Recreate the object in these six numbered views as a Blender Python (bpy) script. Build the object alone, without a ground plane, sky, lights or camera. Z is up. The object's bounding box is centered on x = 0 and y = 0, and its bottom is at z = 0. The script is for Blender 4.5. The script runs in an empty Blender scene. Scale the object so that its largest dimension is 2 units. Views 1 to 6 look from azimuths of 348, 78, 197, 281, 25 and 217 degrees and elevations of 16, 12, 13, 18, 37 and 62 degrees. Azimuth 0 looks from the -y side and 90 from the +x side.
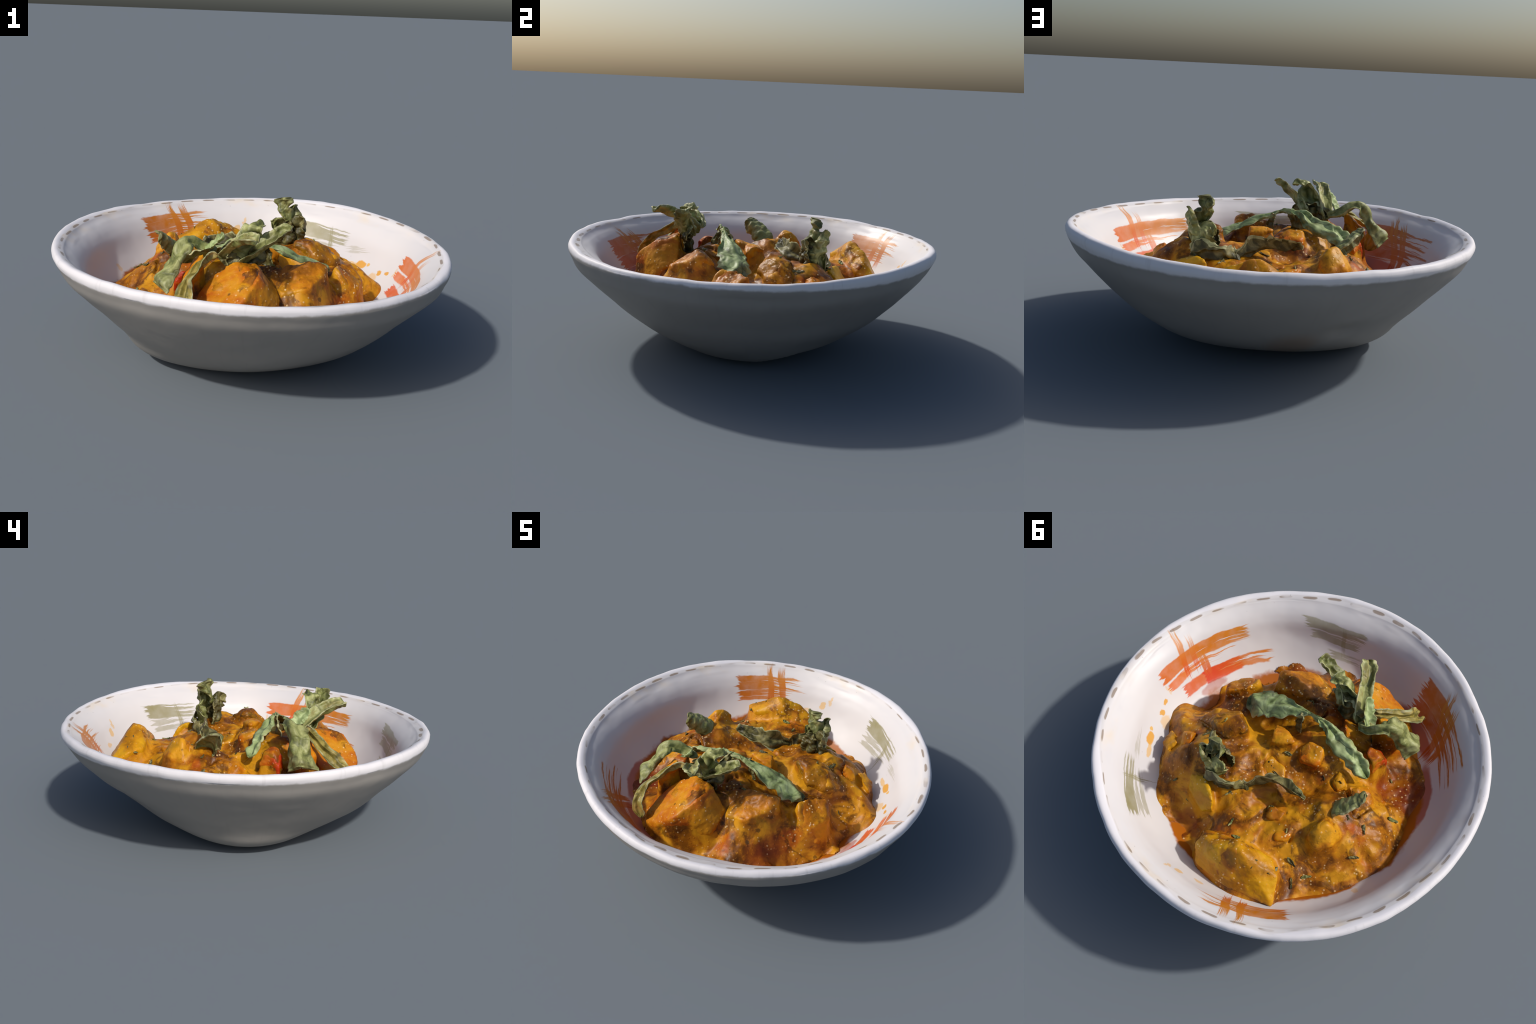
# A ceramic bowl of pumpkin-and-aubergine curry topped with crisp fried basil leaves.
import bpy, bmesh, math, random
import numpy as np
from mathutils import Vector, noise
from mathutils.bvhtree import BVHTree

random.seed(7)
noise.seed_set(3)
V = Vector

# ------------------------------------------------------------------ helpers
def link(ob, parent=None):
    bpy.context.scene.collection.objects.link(ob)
    if parent is not None:
        ob.parent = parent
    return ob


def empty(name, label, category):
    e = bpy.data.objects.new(name, None)
    e["label"], e["category"] = label, category
    e.empty_display_size = 0.2
    return link(e)


def mesh_object(name, verts, faces, mat, parent, smooth=True):
    me = bpy.data.meshes.new(name)
    me.from_pydata([tuple(v) for v in verts], [], faces)
    me.update()
    if smooth:
        me.polygons.foreach_set("use_smooth", [True] * len(me.polygons))
    for m in (mat if isinstance(mat, (list, tuple)) else [mat]):
        me.materials.append(m)
    return link(bpy.data.objects.new(name, me), parent)


def catmull(points, n):
    """Sample a Catmull-Rom curve through rows of numbers at n even steps."""
    p = np.array(points, float)
    p = np.vstack([2 * p[0] - p[1], p, 2 * p[-1] - p[-2]])
    out = []
    segs = len(p) - 3
    for t in np.linspace(0, segs, n):
        i = min(int(t), segs - 1)
        f = t - i
        a, b, c, d = p[i:i + 4]
        out.append(0.5 * (2 * b + (c - a) * f + (2 * a - 5 * b + 4 * c - d) * f * f + (3 * b - a - 3 * c + d) * f ** 3))
    return np.array(out)


def fbm(p, scale, octaves=4):
    return noise.fractal(V(p) * scale, 0.9, 2.1, octaves)


# ------------------------------------------------------------------ node toolkit
class Nodes:
    """Small builder for procedural materials."""

    def __init__(self, name):
        self.mat = bpy.data.materials.new(name)
        self.mat.use_nodes = True
        self.t = self.mat.node_tree
        self.t.nodes.clear()
        self.out = self.t.nodes.new("ShaderNodeOutputMaterial")
        self.bsdf = self.t.nodes.new("ShaderNodeBsdfPrincipled")
        self.t.links.new(self.bsdf.outputs[0], self.out.inputs[0])
        self.pos = self.t.nodes.new("ShaderNodeTexCoord").outputs["Object"]

    def put(self, sock, val):
        if hasattr(val, "is_output"):
            self.t.links.new(val, sock)
        else:
            sock.default_value = val

    def math(self, op, a, b=0.0, c=0.0, clamp=False):
        n = self.t.nodes.new("ShaderNodeMath")
        n.operation, n.use_clamp = op, clamp
        for s, v in zip(n.inputs, (a, b, c)):
            self.put(s, v)
        return n.outputs[0]

    def noise(self, scale, vec=None, detail=4.0, rough=0.55, dist=0.0):
        n = self.t.nodes.new("ShaderNodeTexNoise")
        n.inputs["Scale"].default_value = scale
        n.inputs["Detail"].default_value = detail
        n.inputs["Roughness"].default_value = rough
        n.inputs["Distortion"].default_value = dist
        self.t.links.new(vec or self.pos, n.inputs["Vector"])
        return n.outputs["Fac"]

    def voronoi(self, scale, vec=None, feature="F1", rand=1.0):
        n = self.t.nodes.new("ShaderNodeTexVoronoi")
        n.feature = feature
        n.inputs["Scale"].default_value = scale
        n.inputs["Randomness"].default_value = rand
        self.t.links.new(vec or self.pos, n.inputs["Vector"])
        return n.outputs

    def step(self, x, lo, hi):
        """Smooth 0..1 ramp between lo and hi (falling when lo > hi)."""
        n = self.t.nodes.new("ShaderNodeMapRange")
        n.interpolation_type = "SMOOTHSTEP"
        inv = lo > hi
        n.inputs["From Min"].default_value = min(lo, hi)
        n.inputs["From Max"].default_value = max(lo, hi)
        n.inputs["To Min"].default_value = 1.0 if inv else 0.0
        n.inputs["To Max"].default_value = 0.0 if inv else 1.0
        self.put(n.inputs["Value"], x)
        return n.outputs[0]

    def mix(self, fac, a, b):
        n = self.t.nodes.new("ShaderNodeMix")
        n.data_type = "RGBA"
        self.put(n.inputs["Factor"], fac)
        ab = [s for s in n.inputs if s.type == "RGBA"]
        self.put(ab[0], a)
        self.put(ab[1], b)
        return [o for o in n.outputs if o.type == "RGBA"][0]

    def ramp(self, fac, stops):
        n = self.t.nodes.new("ShaderNodeValToRGB")
        e = n.color_ramp.elements
        while len(e) < len(stops):
            e.new(0.5)
        for el, (p, c) in zip(e, stops):
            el.position, el.color = p, (*c, 1.0)
        self.put(n.inputs[0], fac)
        return n.outputs[0]

    def split(self, vec):
        n = self.t.nodes.new("ShaderNodeSeparateXYZ")
        self.t.links.new(vec, n.inputs[0])
        return n.outputs

    def join(self, x, y, z):
        n = self.t.nodes.new("ShaderNodeCombineXYZ")
        for s, v in zip(n.inputs, (x, y, z)):
            self.put(s, v)
        return n.outputs[0]

    def bump(self, height, strength, distance):
        n = self.t.nodes.new("ShaderNodeBump")
        n.inputs["Strength"].default_value = strength
        n.inputs["Distance"].default_value = distance
        self.t.links.new(height, n.inputs["Height"])
        self.t.links.new(n.outputs[0], self.bsdf.inputs["Normal"])

    def set(self, **kw):
        for k, v in kw.items():
            self.put(self.bsdf.inputs[k.replace("_", " ")], v)
        return self.mat


def rgb(r, g, b):
    """sRGB 0..255 to linear RGBA."""
    f = lambda c: c / 12.92 if c <= 0.04045 else ((c + 0.055) / 1.055) ** 2.4
    return (f(r / 255), f(g / 255), f(b / 255), 1.0)


def rgb3(r, g, b):
    return rgb(r, g, b)[:3]


# ------------------------------------------------------------------ bowl materials
WHITE = rgb(236, 229, 229)


def glaze_inside():
    n = Nodes("painted_white_glaze")
    x, y, z = n.split(n.pos)
    az = n.math("ARCTAN2", y, x)
    # paint coordinates: distance round the wall, and height; edges wander a little
    wob = n.noise(9.0, detail=3.0)
    s0 = n.math("MULTIPLY", az, 0.85)
    s = n.math("ADD", s0, n.math("MULTIPLY", n.math("SUBTRACT", wob, 0.5), 0.03))
    h = n.math("ADD", z, n.math("MULTIPLY", n.math("SUBTRACT", wob, 0.5), -0.025))
    tint = n.noise(2.3, detail=2.0)
    col = n.mix(tint, rgb(209, 206, 209), rgb(217, 212, 209))
    # faint ochre bleed of the rim decoration
    bleed = n.math("MULTIPLY", n.step(n.noise(4.5, detail=3.0), 0.55, 0.75), n.step(z, 0.52, 0.55))
    col = n.mix(n.math("MULTIPLY", bleed, 0.35), col, rgb(226, 196, 140))

    def stroke(col, a0, h0, a1, h1, width, c0, c1, strength=0.85, bristle=110.0, dry=0.6, ragged=0.05, seed=0.0, dry0=0.0):
        """One pull of a flat brush from (azimuth, height) to (azimuth, height); dries out at its end."""
        p = np.array([math.radians(a0) * 0.85, h0])
        q = np.array([math.radians(a1) * 0.85, h1])
        length = float(np.linalg.norm(q - p))
        d = (q - p) / length
        ds, dh = n.math("SUBTRACT", s, float(p[0])), n.math("SUBTRACT", h, float(p[1]))
        u = n.math("ADD", n.math("MULTIPLY", ds, float(d[0])), n.math("MULTIPLY", dh, float(d[1])))
        v = n.math("ADD", n.math("MULTIPLY", ds, float(-d[1])), n.math("MULTIPLY", dh, float(d[0])))
        streak = n.noise(1.0, n.join(n.math("MULTIPLY", u, 2.2), n.math("MULTIPLY", v, bristle), seed), detail=2.0, rough=0.6)
        ends = n.math("MULTIPLY", n.math("SUBTRACT", streak, 0.5), ragged * 5)
        ue = n.math("ADD", u, ends)
        m = n.math("MULTIPLY", n.step(ue, -0.012, 0.004), n.step(ue, length + 0.01, length - 0.015))
        m = n.math("MULTIPLY", m, n.step(n.math("ABSOLUTE", v), width / 2, width / 2 - 0.007))
        # the brush runs dry: bristle lines separate towards the end
        run = n.math("MULTIPLY_ADD", n.math("DIVIDE", u, length, clamp=True), dry, dry0)
        gap = n.math("SUBTRACT", streak, n.math("MULTIPLY_ADD", run, 0.42, 0.20))
        m = n.math("MULTIPLY", m, n.step(gap, 0.0, 0.09))
        tone = n.noise(14.0, detail=3.0)
        body = n.math("MULTIPLY", m, n.math("MULTIPLY_ADD", tone, 0.5, strength - 0.25), clamp=True)
        paint = n.mix(n.math("DIVIDE", u, length, clamp=True), c0, c1)
        return n.mix(body, col, paint)

    def dab(col, a, hh, ra, rh, colour, strength):
        ragged = n.math("MULTIPLY", n.math("SUBTRACT", n.noise(34.0, detail=3.0), 0.5), 0.05)
        ds = n.math("DIVIDE", n.math("SUBTRACT", n.math("ADD", s, ragged), math.radians(a) * 0.85), ra)
        dh = n.math("DIVIDE", n.math("SUBTRACT", h, hh), rh)
        r = n.math("ADD", n.math("MULTIPLY", ds, ds), n.math("MULTIPLY", dh, dh))
        return n.mix(n.math("MULTIPLY", n.step(r, 1.1, 0.5), strength), col, colour)

    OC, RE, BR = rgb(198, 130, 36), rgb(206, 78, 28), rgb(188, 98, 26)
    # orange hatch at the back
    col = stroke(col, 124.5, 0.476, 84, 0.478, 0.080, rgb(184, 104, 26), OC, 0.95, 80, 1.25, 0.03, 1.0, 0.08)
    col = stroke(col, 124, 0.408, 83, 0.440, 0.060, rgb(188, 102, 20), OC, 0.95, 90, 1.25, 0.03, 2.0, 0.08)
    col = stroke(col, 109.5, 0.385, 111.5, 0.552, 0.046, BR, rgb(190, 120, 26), 0.95, 130, 0.45, 0.06, 3.0)
    col = stroke(col, 104, 0.385, 106.6, 0.548, 0.050, BR, rgb(190, 120, 26), 0.95, 130, 0.5, 0.06, 4.0)
    # red-orange hatch on the right
    col = stroke(col, 1.2, 0.432, -38, 0.420, 0.080, rgb(204, 104, 38), rgb(202, 128, 36), 0.95, 60, 0.5, 0.03, 5.0)
    col = stroke(col, 1.0, 0.366, -34, 0.362, 0.045, rgb(214, 108, 48), rgb(208, 132, 40), 0.9, 80, 1.0, 0.04, 6.0)
    col = stroke(col, -3.5, 0.306, -47, 0.283, 0.055, rgb(208, 92, 46), rgb(204, 124, 34), 0.95, 70, 0.6, 0.03, 7.0)
    col = stroke(col, -14.5, 0.296, -33, 0.288, 0.062, rgb(206, 54, 24), rgb(206, 92, 24), 0.95, 60, 0.5, 0.02, 7.5)
    col = stroke(col, -17, 0.300, -17.5, 0.420, 0.060, RE, OC, 0.9, 110, 0.6, 0.06, 8.0)
    col = stroke(col, -9, 0.36, -11.7, 0.552, 0.042, RE, rgb(206, 140, 46), 0.9, 120, 0.55, 0.07, 9.0)
    col = stroke(col, -14, 0.36, -15.5, 0.525, 0.040, RE, rgb(206, 140, 46), 0.7, 120, 0.7, 0.07, 10.0)
    # brown-orange hatch on the left
    col = stroke(col, -114, 0.440, -152, 0.432, 0.105, rgb(188, 104, 48), rgb(186, 114, 42), 0.95, 60, 0.85, 0.04, 11.0)
    col = stroke(col, -115, 0.350, -158, 0.375, 0.080, rgb(184, 88, 30), rgb(178, 106, 30), 0.95, 70, 0.95, 0.04, 12.0)
    col = stroke(col, -137, 0.29, -123.5, 0.528, 0.052, BR, rgb(196, 130, 50), 0.9, 110, 0.6, 0.05, 13.0)
    col = stroke(col, -141, 0.30, -129.5, 0.515, 0.046, BR, rgb(196, 130, 50), 0.9, 110, 0.6, 0.05, 14.0)
    # olive hatches
    OL, OD = rgb(142, 134, 94), rgb(152, 146, 114)
    col = stroke(col, 59.5, 0.452, 35, 0.432, 0.085, OL, OD, 0.85, 60, 0.7, 0.04, 15.0)
    col = stroke(col, 58, 0.372, 37, 0.376, 0.070, OL, OD, 0.55, 80, 0.9, 0.04, 16.0)
    col = stroke(col, 43, 0.335, 44.5, 0.505, 0.040, OL, OD, 0.7, 120, 0.8, 0.06, 17.0)
    col = stroke(col, 33, 0.39, 17, 0.425, 0.045, OD, rgb(172, 164, 140), 0.4, 120, 1.1, 0.05, 18.0, 0.2)
    col = stroke(col, -60.5, 0.455, -85, 0.440, 0.062, OD, OL, 0.75, 60, 0.6, 0.04, 19.0)
    col = stroke(col, -63, 0.395, -84, 0.382, 0.055, OD, OL, 0.7, 70, 0.7, 0.04, 20.0)
    col = stroke(col, -76.5, 0.350, -75.0, 0.492, 0.034, OL, OD, 0.5, 120, 0.8, 0.06, 21.0)
    col = stroke(col, -72, 0.318, -86, 0.316, 0.040, OL, OD, 0.6, 100, 0.7, 0.04, 22.0)
    # turmeric splashes near the food and at the rim
    YE = rgb(222, 166, 20)
    for a, hh, ra, rh, k in ((24, 0.335, 0.045, 0.022, 0.9), (20, 0.345, 0.016, 0.012, 0.8), (29, 0.325, 0.05, 0.012, 0.6), (11, 0.333, 0.02, 0.014, 0.9), (6.5, 0.345, 0.022, 0.011, 0.9),
                             (2, 0.37, 0.010, 0.03, 0.35), (85, 0.42, 0.02, 0.025, 0.6), (82, 0.455, 0.012, 0.03, 0.5), (13, 0.30, 0.05, 0.025, 0.5), (150, 0.33, 0.02, 0.02, 0.4), (92, 0.37, 0.03, 0.012, 0.5)):
        col = dab(col, a, hh, ra, rh, YE if k != 0.9 else rgb(216, 152, 16), k)
    # thin stain of sauce that wets the wall just above the food line
    wet = n.math("ADD", z, n.math("MULTIPLY", n.math("SUBTRACT", n.noise(5.0, detail=4.0), 0.5), 0.10))
    # oil stain in the gap on the right
    col = dab(col, -16, 0.256, 0.12, 0.018, rgb(168, 60, 12), 0.6)
    col = dab(col, -125, 0.292, 0.24, 0.032, rgb(168, 66, 8), 0.85)
    col = dab(col, -158, 0.285, 0.26, 0.030, rgb(166, 62, 10), 0.8)
    col = n.mix(n.step(n.math("ADD", wet, n.math("MULTIPLY", n.math("COSINE", n.math("ADD", az, math.radians(42))), 0.034)), 0.270, 0.252), col, rgb(168, 92, 12))
    # broken line of olive dashes inside the rim
    ca, sa_ = n.math("COSINE", az), n.math("SINE", az)
    s2 = n.math("MULTIPLY", n.math("MULTIPLY", ca, sa_), 2.0)
    s3 = n.math("SINE", n.math("MULTIPLY", az, 3.0))
    lip = n.math("ADD", n.math("MULTIPLY_ADD", ca, -0.0048, n.math("MULTIPLY", sa_, 0.0109)), n.math("MULTIPLY_ADD", s2, 0.0093, n.math("MULTIPLY", s3, 0.0043)))
    turn = n.math("FRACT", n.math("ADD", n.math("MULTIPLY", az, 46 / (2 * math.pi)), n.math("MULTIPLY", n.noise(3.0, detail=1.0), 0.5)))
    zr = n.math("DIVIDE", n.math("SUBTRACT", n.math("SUBTRACT", z, lip), 0.5605), 0.0032)
    tt = n.math("DIVIDE", n.math("SUBTRACT", turn, 0.5), 0.31)
    ell = n.math("ADD", n.math("MULTIPLY", n.math("MULTIPLY", tt, tt), n.math("MULTIPLY", tt, tt)), n.math("MULTIPLY", zr, zr))
    dash = n.step(n.math("ADD", ell, n.math("MULTIPLY", n.math("SUBTRACT", n.noise(40.0), 0.5), 0.5)), 1.1, 0.35)
    fade = n.step(n.noise(6.0, detail=2.0), 0.33, 0.52)
    dash = n.math("MULTIPLY", dash, n.math("MULTIPLY_ADD", fade, 0.6, 0.08))
    col = n.mix(dash, col, rgb(112, 82, 38))
    col = n.mix(n.math("MULTIPLY", n.step(n.math("SUBTRACT", z, lip), 0.564, 0.567), 0.9), col, rgb(226, 223, 227))
    # grey-blue scuffs
    specks = n.math("MULTIPLY", n.step(n.voronoi(16.0)[0], 0.07, 0.04), n.step(n.noise(5.0), 0.55, 0.6))
    col = n.mix(n.math("MULTIPLY", specks, 0.4), col, rgb(150, 146, 150))
    n.bump(n.noise(7.0, detail=2.0), 0.12, 0.02)
    return n.set(Base_Color=col, Roughness=0.42, Specular_IOR_Level=0.35)


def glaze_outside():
    n = Nodes("shade_greyed_glaze")
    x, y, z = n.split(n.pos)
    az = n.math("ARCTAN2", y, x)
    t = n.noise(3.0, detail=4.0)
    col = n.mix(t, rgb(146, 142, 137), rgb(158, 153, 147))  # white wall darkened to grey for the shading under the overhang
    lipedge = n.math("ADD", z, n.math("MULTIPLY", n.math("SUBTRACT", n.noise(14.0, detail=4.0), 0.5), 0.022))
    # painted shade starts at an uneven line a finger below the white lip
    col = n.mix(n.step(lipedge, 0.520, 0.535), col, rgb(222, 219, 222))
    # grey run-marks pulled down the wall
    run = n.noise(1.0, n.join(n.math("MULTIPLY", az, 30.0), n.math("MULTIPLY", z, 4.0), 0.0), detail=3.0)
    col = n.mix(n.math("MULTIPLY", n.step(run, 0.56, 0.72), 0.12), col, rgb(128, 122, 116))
    # one ochre stain low on the back
    ds = n.math("DIVIDE", n.math("SUBTRACT", az, math.radians(118)), 0.22)
    dz = n.math("DIVIDE", n.math("SUBTRACT", z, 0.13), 0.13)
    r = n.math("ADD", n.math("MULTIPLY", ds, ds), n.math("MULTIPLY", dz, dz))
    col = n.mix(n.math("MULTIPLY", n.step(r, 1.1, 0.1), 0.35), col, rgb(150, 108, 66))
    n.bump(n.noise(6.0, detail=3.0), 0.15, 0.02)
    return n.set(Base_Color=col, Roughness=0.5, Specular_IOR_Level=0.3)


# ------------------------------------------------------------------ bowl shape
SEG = 288
TH = np.linspace(0, 2 * math.pi, SEG, endpoint=False)
# gentle out-of-round of the rim: radius and height as short Fourier sums of azimuth
RIM_R = (0.9905, -0.0031, 0.0011, 0.0, -0.0071, 0.0016, -0.0002, 0.0007, -0.0003, 0.0008, -0.0024)
RIM_Z = (0.5706, -0.0048, 0.0109, -0.0012, 0.0093, -0.0016, 0.0043, -0.0023, -0.0027, -0.0006, -0.001)


def fourier(c, th):
    v = np.full_like(th, c[0])
    for k in range(1, (len(c) + 1) // 2):
        v = v + c[2 * k - 1] * np.cos(k * th) + c[2 * k] * np.sin(k * th)
    return v


RR, RZ = fourier(RIM_R, TH), fourier(RIM_Z, TH)
# outer wall: height, mean radius, then first- and second-order offsets
OUTER = [(0.543, 0.9895, 0, 0, 0, 0), (0.528, 0.986, 0.002, -0.002, 0, 0), (0.50, 0.972, 0.005, -0.006, 0.002, 0), (0.45, 0.945, 0.008, -0.012, 0.004, 0), (0.38, 0.882, 0.007, -0.008, 0.0, 0),
         (0.30, 0.805, 0.009, -0.005, 0.002, 0), (0.22, 0.723, 0.012, -0.007, 0.014, 0), (0.14, 0.623, 0.012, -0.016, 0.031, 0.004), (0.09, 0.548, 0.010, -0.024, 0.043, 0.010),
         (0.05, 0.472, 0.010, -0.036, 0.056, 0.014), (0.02, 0.400, 0.015, -0.046, 0.068, 0.016), (0.003, 0.330, 0.02, -0.05, 0.076, 0.016), (0.0, 0.22, 0.01, -0.04, 0.06, 0.01), (0.0, 0.10, 0.0, -0.02, 0.02, 0)]
INNER = [(0.557, 0.938), (0.543, 0.925), (0.522, 0.899), (0.50, 0.877), (0.475, 0.858), (0.45, 0.841), (0.40, 0.812), (0.35, 0.776), (0.30, 0.728), (0.25, 0.665), (0.20, 0.58), (0.15, 0.45), (0.12, 0.24), (0.115, 0.08)]
# local pushes and dents of the hand-thrown wall: azimuth, height, spreads, amount
DENTS_OUT = [(92, .44, 28, .07, .028), (85, .15, 30, .08, .034), (137, .24, 10, .055, -.048), (-98, .17, 22, .08, .022), (30, .25, 30, .14, -.02),
             (-10, .47, 15, .05, -.02), (25, .12, 26, .08, -.036), (150, .20, 20, .08, -.014), (-168, .06, 26, .07, .040), (-130, .10, 18, .08, -.015)]
DENTS_IN = [(-79, .49, 19, .08, -.036), (164, .47, 32, .08, -.024), (-52, .33, 16, .09, .022), (-34, .25, 28, .07, .034), (-93, .27, 14, .06, .03), (25, .44, 14, .06, -.014), (-18, .50, 18, .06, -.016)]


def dent(table, th, z):
    d = 0.0
    for a, h, sa, sh, amt in table:
        da = (th - math.radians(a) + math.pi) % (2 * math.pi) - math.pi
        d = d + amt * np.exp(-(da / math.radians(sa)) ** 2 - ((z - h) / sh) ** 2)
    return d


def inner_r(z):
    zs = [a for a, b in INNER][::-1]
    return np.interp(z, zs, [b for a, b in INNER][::-1])


def inner_z(r):
    rs = [b for a, b in INNER][::-1]
    return np.interp(r, rs, [a for a, b in INNER][::-1])


def build_bowl(parent):
    rings = []  # each: (radius array, z array), from inside centre to outside centre
    prof_in = catmull([(b, a) for a, b in INNER[::-1]], 60)
    for r, z in prof_in:
        k = np.clip((z - 0.3) / 0.25, 0, 1)
        rings.append((r + k * (RR - 0.9865) + dent(DENTS_IN, TH, z), z + k * (RZ - 0.5706)))
    n_in = len(rings)
    # rounded lip
    for r, z in catmull([(0.945, 0.5620), (0.955, 0.5665), (0.967, 0.5695), (0.978, 0.5675), (0.9855, 0.560), (0.9895, 0.550)], 16):
        rings.append((r + RR - 0.9865, z + RZ - 0.5706))
    for o in catmull(OUTER, 72)[1:]:
        z, c = o[0], o[1:]
        k = np.clip((z - 0.3) / 0.25, 0, 1)
        r = c[0] + c[1] * np.cos(TH) + c[2] * np.sin(TH) + c[3] * np.cos(2 * TH) + c[4] * np.sin(2 * TH)
        rings.append((r + k * (RR - 0.9865) + dent(DENTS_OUT, TH, z), z + k * (RZ - 0.5706)))
    verts, faces = [], []
    for ring_no, (r, z) in enumerate(rings):
        for i, t in enumerate(TH):
            zz = z[i] if np.ndim(z) else z
            ri = r[i] if np.ndim(r) else r
            p = V((ri * math.cos(t), ri * math.sin(t), zz))
            # hand-made unevenness: slow lumps, stronger near the lip
            w = fbm(p, 3.2, 3) * 0.004 + fbm(p + V((9, 0, 0)), 9.0, 2) * 0.0022 * (1.0 if zz > 0.5 else 0.7)
            d = V((math.cos(t), math.sin(t), 0))
            p = p + d * w
            if zz > 0.53:
                p.z += fbm(p + V((0, 5, 0)), 7.0, 2) * 0.004
            if ring_no >= n_in and zz < 0.08:
                rise = 0.056 * min(1.0, max(0.0, (p.y + 0.05) / 0.22)) + 0.034 * min(1.0, max(0.0, (p.x - 0.0) / 0.25)) + 0.014 * max(0.0, min(1.0, (-p.y - 0.12) / 0.15)) * max(0.0, min(1.0, (0.12 - abs(p.x + 0.1)) / 0.1))
                p.z = max(p.z, rise)
            p.z = max(p.z, 0.0)
            verts.append(p)
    m = len(rings)
    for j in range(m - 1):
        for i in range(SEG):
            k = (i + 1) % SEG
            faces.append((j * SEG + i, j * SEG + k, (j + 1) * SEG + k, (j + 1) * SEG + i))
    verts += [V((0, 0, 0.113)), V((0, 0, 0))]
    ci, co = len(verts) - 2, len(verts) - 1
    for i in range(SEG):
        k = (i + 1) % SEG
        faces.append((ci, k, i))
        faces.append((co, (m - 1) * SEG + i, (m - 1) * SEG + k))
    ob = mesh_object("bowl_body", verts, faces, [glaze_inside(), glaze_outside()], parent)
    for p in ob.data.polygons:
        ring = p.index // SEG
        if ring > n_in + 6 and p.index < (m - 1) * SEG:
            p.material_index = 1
    bm = bmesh.new()
    bm.from_mesh(ob.data)
    bmesh.ops.recalc_face_normals(bm, faces=bm.faces)
    bm.to_mesh(ob.data)
    bm.free()
    return ob


# ------------------------------------------------------------------ food materials
def curry_material(name, deep, mid, light, red=0.25, dark=0.2, speck=1.0, scale=1.0, gloss=0.32, pools=(), olive_k=0.45):
    n = Nodes(name)
    warp = n.noise(6.0 * scale, detail=4.0, rough=0.55, dist=0.5)
    col = n.ramp(warp, [(0.36, deep), (0.47, mid), (0.57, light)])
    # stains of chilli oil and dark brown smears
    col = n.mix(n.math("MULTIPLY", n.step(n.noise(4.2 * scale, detail=4.0, dist=0.4), 0.54, 0.66), red), col, rgb(176, 54, 4))
    smear = n.step(n.noise(8.0 * scale, detail=5.0, rough=0.6, dist=1.2), 0.51, 0.64)
    col = n.mix(n.math("MULTIPLY", smear, dark), col, rgb(74, 38, 6))
    olive = n.step(n.noise(5.3 * scale, detail=3.0, dist=0.8), 0.56, 0.68)
    col = n.mix(n.math("MULTIPLY", olive, olive_k), col, rgb(150, 112, 16))
    fine = n.noise(60.0, detail=3.0)
    col = n.mix(n.math("MULTIPLY", n.step(fine, 0.52, 0.72), 0.30), col, rgb(226, 152, 20))
    # chilli oil gathers in a few low places
    for c, r in pools:
        d = n.t.nodes.new("ShaderNodeVectorMath")
        d.operation = "DISTANCE"
        n.t.links.new(n.pos, d.inputs[0])
        d.inputs[1].default_value = c
        near = n.math("ADD", d.outputs["Value"], n.math("MULTIPLY", n.math("SUBTRACT", n.noise(9.0), 0.5), 0.14))
        col = n.mix(n.math("MULTIPLY", n.step(near, r, r * 0.45), 0.6), col, rgb(124, 42, 8))
    # tiny specular glints drawn into the colour as pale dots
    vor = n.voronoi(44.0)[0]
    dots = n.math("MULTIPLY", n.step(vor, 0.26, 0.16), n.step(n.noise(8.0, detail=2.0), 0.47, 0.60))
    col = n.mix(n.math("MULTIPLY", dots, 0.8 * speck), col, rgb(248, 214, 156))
    # charred herb flecks
    fleck = n.math("MULTIPLY", n.step(n.math("ADD", n.voronoi(13.0)[0], n.math("MULTIPLY", n.math("SUBTRACT", n.noise(40.0), 0.5), 0.16)), 0.19, 0.12), n.step(n.noise(5.0, detail=1.0), 0.52, 0.58))
    col = n.mix(n.math("MULTIPLY", fleck, 0.7), col, rgb(56, 40, 14))
    hgt = n.math("ADD", n.math("MULTIPLY", n.noise(16.0, detail=4.0, rough=0.5), 0.8), n.math("MULTIPLY", n.step(vor, 0.28, 0.05), 0.22))
    n.bump(hgt, 0.40, 0.014)
    rough = n.math("MULTIPLY_ADD", n.noise(12.0, detail=3.0), 0.25, gloss)
    return n.set(Base_Color=col, Roughness=rough, Specular_IOR_Level=0.26)


def leaf_material():
    n = Nodes("fried_leaf")
    info = n.t.nodes.new("ShaderNodeObjectInfo").outputs["Random"]
    shift = n.t.nodes.new("ShaderNodeVectorMath")
    shift.operation = "ADD"
    n.t.links.new(n.pos, shift.inputs[0])
    n.t.links.new(n.join(info, info, 0.0), shift.inputs[1])
    p = shift.outputs[0]
    a = n.noise(13.0, p, detail=5.0, rough=0.6, dist=0.8)
    return n, a, p


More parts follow.
